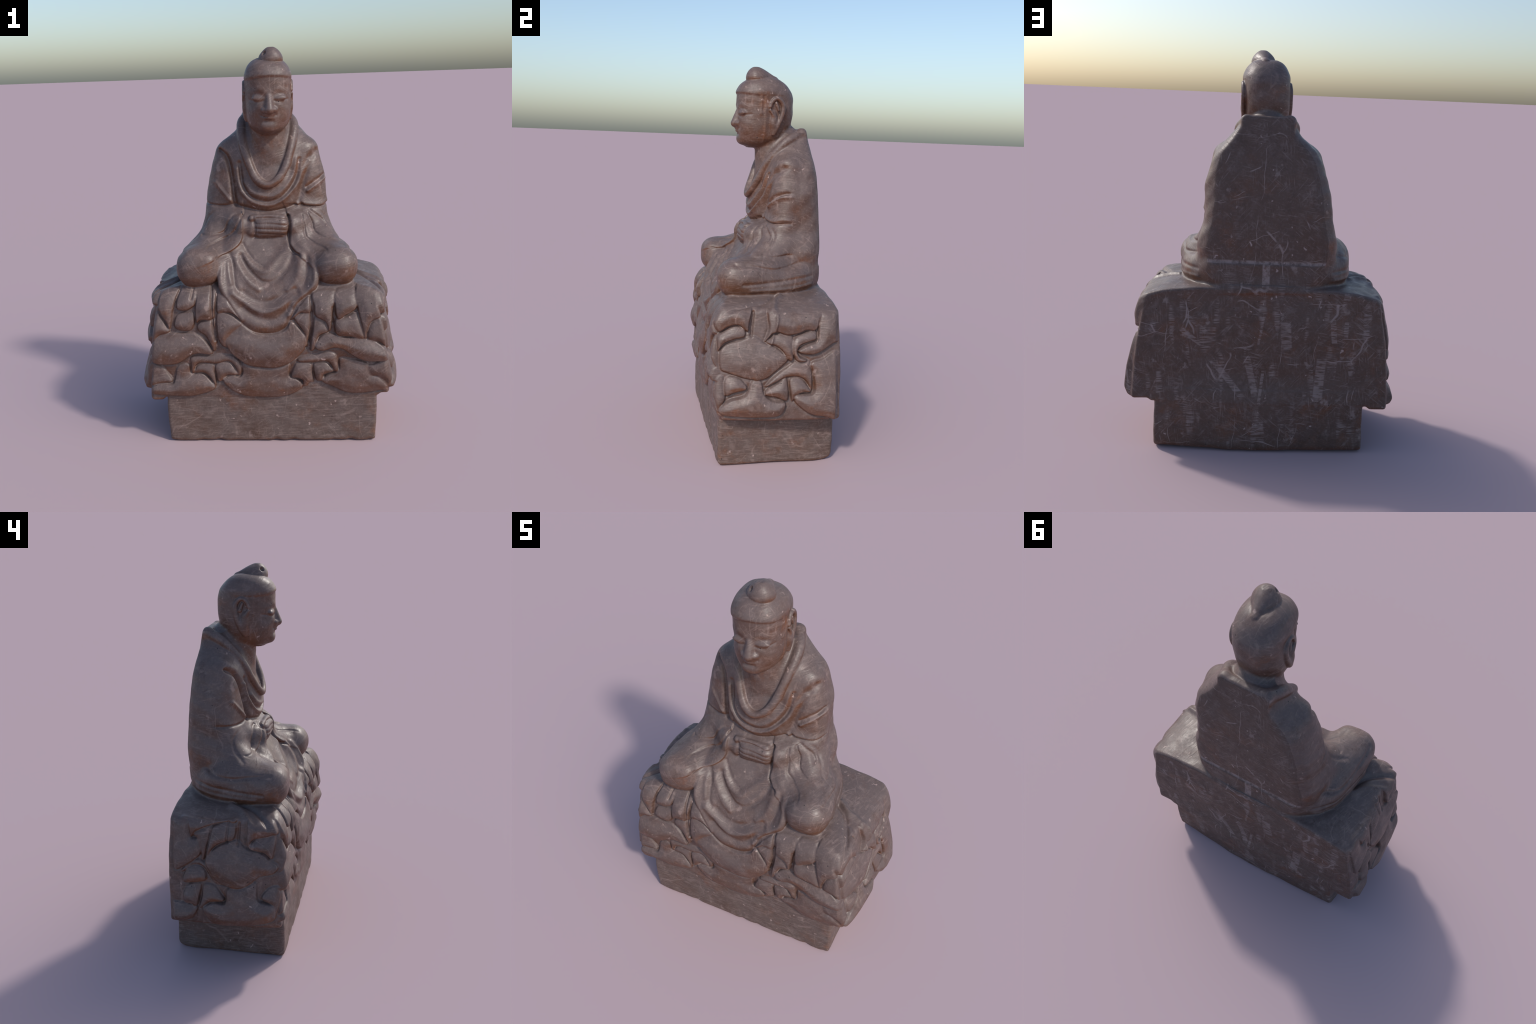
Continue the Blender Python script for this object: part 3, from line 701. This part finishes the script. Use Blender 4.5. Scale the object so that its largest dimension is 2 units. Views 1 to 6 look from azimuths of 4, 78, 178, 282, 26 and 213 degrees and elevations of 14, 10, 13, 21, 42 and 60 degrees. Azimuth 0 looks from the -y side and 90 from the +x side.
def stone(name, brown, grey, rust, pale, scuff, hatch, gloss, chisel=0.0, bias=0.0, sawlines=0.0):
    N = Nodes(name)
    # slow drift between warm brown and grey, patches of rust
    drift = N.ramp(N.noise(3.2, 5, .65), .36, .64)
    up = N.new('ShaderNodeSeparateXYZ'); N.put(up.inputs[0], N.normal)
    lying = N.ramp(N.math('ADD', up.outputs['Z'], N.math('MULTIPLY', N.noise(8, 5, .65), .8)), .12 - bias, .78 - bias)      # grey tint on upward-facing surfaces
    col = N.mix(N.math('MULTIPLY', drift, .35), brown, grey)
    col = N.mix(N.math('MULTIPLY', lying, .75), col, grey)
    col = N.mix(N.mul(N.ramp(N.noise(5.5, 6, .7, N.mapped(loc=(3, 1, 2))), .50, .68), N.ramp(lying, .2, .8, .75, .15)), col, rust)
    hem = N.mul(N.ramp(N.math('ADD', up.outputs['Z'], N.mul(N.noise(10, 4, .6), .5)), .20, -.25), .42)       # rust-brown tint on downward-facing surfaces
    col = N.mix(hem, col, rust)
    # cloudy darker veins
    col = N.mix(N.mul(N.ramp(N.noise(14, 6, .75, N.mapped(loc=(7, 0, 4))), .50, .72), .42), col, tuple(c * .48 for c in brown))
    # fine grain
    col = N.mix(N.mul(N.ramp(N.noise(90, 4, .7), .48, .75), .18), col, pale)
    col = N.mix(N.mul(N.ramp(N.noise(26, 5, .7, N.mapped(loc=(2, 5, 8))), .50, .70), .20), col, pale)
    # fine rubbed hatching in several directions, each in its own patches
    for i, (rot, dens) in enumerate((((5, 12, 0), 150), ((-20, -48, 10), 130), ((60, 78, 30), 160), ((15, 40, 0), 140))):
        patch = N.ramp(N.noise(7, 3, .55, N.mapped(loc=(i * 5, 2, i))), .47, .66)
        col = N.mix(N.mul(scratches(N, rot, dens, .55, .72), patch, hatch), col, pale)
    if sawlines:                                   # level strokes left by dressing the block
        col = N.mix(N.mul(scratches(N, (2, 3, 0), 170, .50, .68), sawlines), col, pale)
    # single long scratches: borders of a stretched, warped lattice, broken up
    for i, (sc, width, rot) in enumerate((((5, 4, .9), .010, (0, 5, 0)), ((1.3, 3, 6), .010, (0, -10, 0)))):
        w = N.new('ShaderNodeMapping'); N.put(w.inputs['Vector'], N.warp(.09, 5 + i))
        w.inputs['Rotation'].default_value = [math.radians(a) for a in rot]
        w2 = N.new('ShaderNodeMapping'); N.put(w2.inputs['Vector'], w.outputs[0]); w2.inputs['Scale'].default_value = sc
        e = N.voronoi(1.0, 'DISTANCE_TO_EDGE', w2.outputs[0]).outputs['Distance']
        line = N.ramp(e, width * .4, width, 1.0, 0.0)
        col = N.mix(N.mul(line, N.ramp(N.noise(6, 3, .6, N.mapped(loc=(i, 8, 1))), .50, .60), scuff, .35 + .6 * chisel), col, pale)
    if chisel:
        # rows of close horizontal chisel cuts inside upright strokes
        stroke = N.ramp(N.noise(1.0, 2, .5, N.mapped((16, 3, 4.5), (0, 14, 0))), .54, .66)
        cuts = N.ramp(N.noise(1.0, 1, .5, N.mapped((14, 14, 190), (0, 4, 0))), .40, .62)
        low = N.new('ShaderNodeSeparateXYZ'); N.put(low.inputs[0], N.obj)
        col = N.mix(N.mul(stroke, cuts, N.ramp(low.outputs['Z'], .95, .80, .25, 1.0), chisel, .7), col, pale)
        # broad pale gouges: (x, z) middle, lean from upright, length, half width
        for cx, cz, lean, length, w in ((.166, .390, -40, .27, .018), (.348, .602, -52, .135, .014), (.323, .669, -51, .14, .012), (.001, .643, 10, .155, .007),
                                        (-.006, .348, 6, .18, .009), (-.124, .619, -5, .15, .030), (-.360, .649, -6, .13, .016), (-.422, .659, 1, .09, .013),
                                        (.046, .406, -13, .22, .020), (-.30, .40, 4, .22, .028)):
            sn, cs = math.sin(math.radians(lean)), math.cos(math.radians(lean))
            dx = N.math('SUBTRACT', low.outputs['X'], cx); dz = N.math('SUBTRACT', low.outputs['Z'], cz)
            along = N.math('ABSOLUTE', N.math('SUBTRACT', N.mul(dx, sn), N.mul(dz, cs)))
            across = N.math('ABSOLUTE', N.math('ADD', N.mul(dx, cs), N.mul(dz, sn)))
            g = N.mul(N.ramp(along, length * .42, length * .52, 1.0, 0.0), N.ramp(across, w * .7, w, 1.0, 0.0))
            col = N.mix(N.mul(g, N.ramp(N.noise(1.0, 2, .5, N.mapped((20, 20, 150), (0, lean * .3, 0))), .36, .60), .60), col, pale)
        # pale bar and line where the figure's back meets the seat
        bar = N.mul(N.ramp(N.math('ABSOLUTE', N.math('ADD', low.outputs['X'], .013)), .014, .022, 1.0, 0.0),
                    N.ramp(low.outputs['Z'], .855, .870), N.ramp(low.outputs['Z'], .975, .985, 1.0, 0.0))
        rim = N.mul(N.ramp(N.math('ABSOLUTE', N.math('SUBTRACT', low.outputs['Z'], .982)), .004, .012, 1.0, 0.0),
                    N.ramp(N.math('ABSOLUTE', low.outputs['X']), .30, .33, 1.0, 0.0))
        col = N.mix(N.mul(N.math('MAXIMUM', bar, rim), N.ramp(N.noise(30, 4, .7), .30, .60), .85), col, pale)
    # rubbed rims of the cloth edges
    bev = N.new('ShaderNodeBevel', samples=4); bev.inputs['Radius'].default_value = .010
    dot = N.new('ShaderNodeVectorMath', operation='DOT_PRODUCT'); N.put(dot.inputs[0], bev.outputs[0]); N.put(dot.inputs[1], N.normal)
    edge = N.mul(N.ramp(dot.outputs['Value'], .985, .90, 0.0, 1.0), N.ramp(N.noise(12, 4, .7, N.mapped(loc=(4, 4, 0))), .36, .62))
    col = N.mix(N.mul(edge, .40), col, (.30, .20, .165))
    # scuffed pale spots and small pits
    spot = N.voronoi(30, 'F1', N.warp(.06, 28))
    keep = N.new('ShaderNodeSeparateColor'); N.put(keep.inputs[0], spot.outputs['Color'])
    dab = N.mul(N.ramp(spot.outputs['Distance'], .08, .26, 1.0, 0.0), N.ramp(keep.outputs[0], .80, .84), N.ramp(N.noise(4.5, 2), .42, .58))
    col = N.mix(N.mul(dab, scuff), col, tuple(min(1, c * 1.35) for c in pale))
    blot = N.ramp(N.noise(11, 5, .6, N.mapped(loc=(1, 9, 5))), .64, .72)
    col = N.mix(N.mul(blot, scuff, .7), col, pale)
    pit = N.voronoi(34, 'F1', N.mapped(loc=(.3, .7, .1)))
    k2 = N.new('ShaderNodeSeparateColor'); N.put(k2.inputs[0], pit.outputs['Color'])
    hole = N.mul(N.ramp(pit.outputs['Distance'], .06, .12, 1.0, 0.0), N.ramp(k2.outputs[1], .93, .95))
    col = N.mix(hole, col, (.018, .013, .012))
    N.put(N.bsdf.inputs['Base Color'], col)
    N.put(N.bsdf.inputs['Roughness'], N.ramp(N.noise(16, 5, .7), .3, .7, gloss - .06, gloss + .14))
    N.bsdf.inputs['Specular IOR Level'].default_value = .42
    # grain, tool marks and pits in the surface
    h = N.math('ADD', N.mul(N.noise(120, 4, .7), .35), N.mul(scratches(N, (8, 20, 0), 130, .45, .75), .5))
    h = N.math('ADD', h, N.mul(N.noise(38, 4, .6), .9))
    h = N.math('SUBTRACT', h, N.mul(hole, 2.0))
    b = N.new('ShaderNodeBump'); b.inputs['Strength'].default_value = .35; b.inputs['Distance'].default_value = .003
    N.put(b.inputs['Height'], h); N.put(N.bsdf.inputs['Normal'], b.outputs[0])
    return N.m

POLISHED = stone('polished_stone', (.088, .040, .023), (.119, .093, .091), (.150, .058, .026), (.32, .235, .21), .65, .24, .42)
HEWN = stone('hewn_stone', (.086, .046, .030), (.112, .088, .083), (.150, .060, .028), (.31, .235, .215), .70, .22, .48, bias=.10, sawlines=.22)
SAWN = stone('sawn_stone', (.078, .042, .030), (.088, .063, .057), (.128, .053, .027), (.25, .20, .195), .85, .38, .56, chisel=.85)  # back faces: grey, rust and pale tones darker than in the other two stones

# ------------------------------------------------------------------ to Blender: one skin, separated into named parts
root = bpy.data.objects.new('seated_figure_statue', None)
bpy.context.scene.collection.objects.link(root)
root['label'] = 'dark brown stone statue of a meditating robed figure on a draped block'
root['category'] = 'statue'

Nrm = vertex_normals(V, Q)
face_part = label[Q[:, 0]]
centre = V[Q].mean(1); face_normal = Nrm[Q].mean(1)
sawn = (face_normal[:, 1] > .80) & (centre[:, 1] > .19) & (centre[:, 2] < 1.69) & ~np.isin(face_part, [PARTS.index(p) for p in ('head', 'hair')])

def emit(name, mask, parent, mat):
    q = Q[mask]
    used, inv = np.unique(q, return_inverse=True)
    me = bpy.data.meshes.new(name)
    me.from_pydata(V[used].tolist(), [], inv.reshape(-1, 4).tolist())
    me.polygons.foreach_set('use_smooth', np.ones(len(q), bool))
    me.normals_split_custom_set_from_vertices(Nrm[used].tolist())
    me.materials.append(mat)
    ob = bpy.data.objects.new(name, me)
    bpy.context.scene.collection.objects.link(ob); ob.parent = parent
    return ob

NAMES = {'leg_right': 'leg', 'leg_left': 'leg', 'arm_right': 'arm', 'arm_left': 'arm', 'ear_right': 'ear', 'ear_left': 'ear',
         'skirt': 'robe_skirt', 'collar': 'robe_collar', 'seat': 'draped_seat'}
made = {}
for i, nm in enumerate(PARTS):
    m = (face_part == i) & ~sawn
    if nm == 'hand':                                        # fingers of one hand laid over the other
        over = centre[:, 0] > -.068
        emit('hand', m & over, root, POLISHED); emit('hand', m & ~over, root, POLISHED)
    elif nm == 'seat':                                      # block of the seat, with the pieces of cloth carved on it
        x, y, z = centre.T
        nx, ny = face_normal[:, 0], face_normal[:, 1]
        front = (ny < -.2) & (-ny > np.abs(nx) * .9) | (y < -.285)
        piece = np.where(front, FACES['front'].piece_at(x, z), np.where(x > 0, FACES['left'].piece_at(y, z), FACES['right'].piece_at(y, z)))
        piece = np.where((np.abs(nx) > .35) | (ny < -.2), piece, 0)
        count = np.bincount(piece[m], minlength=len(PIECES))
        piece = np.where(count[piece] > 40, piece, 0)
        made[nm] = emit('draped_seat', m & (piece == 0), root, POLISHED)
        for k in range(1, len(PIECES)):
            if count[k] > 40:
                emit(PIECES[k], m & (piece == k), made[nm], POLISHED)
    elif m.any():
        made[nm] = emit(NAMES.get(nm, nm), m, root, HEWN if nm == 'plinth' else POLISHED)
emit('sawn_back', sawn, root, SAWN)
for nm in ('ear_right', 'ear_left', 'hair', 'topknot'):
    made[nm].parent = made['head']
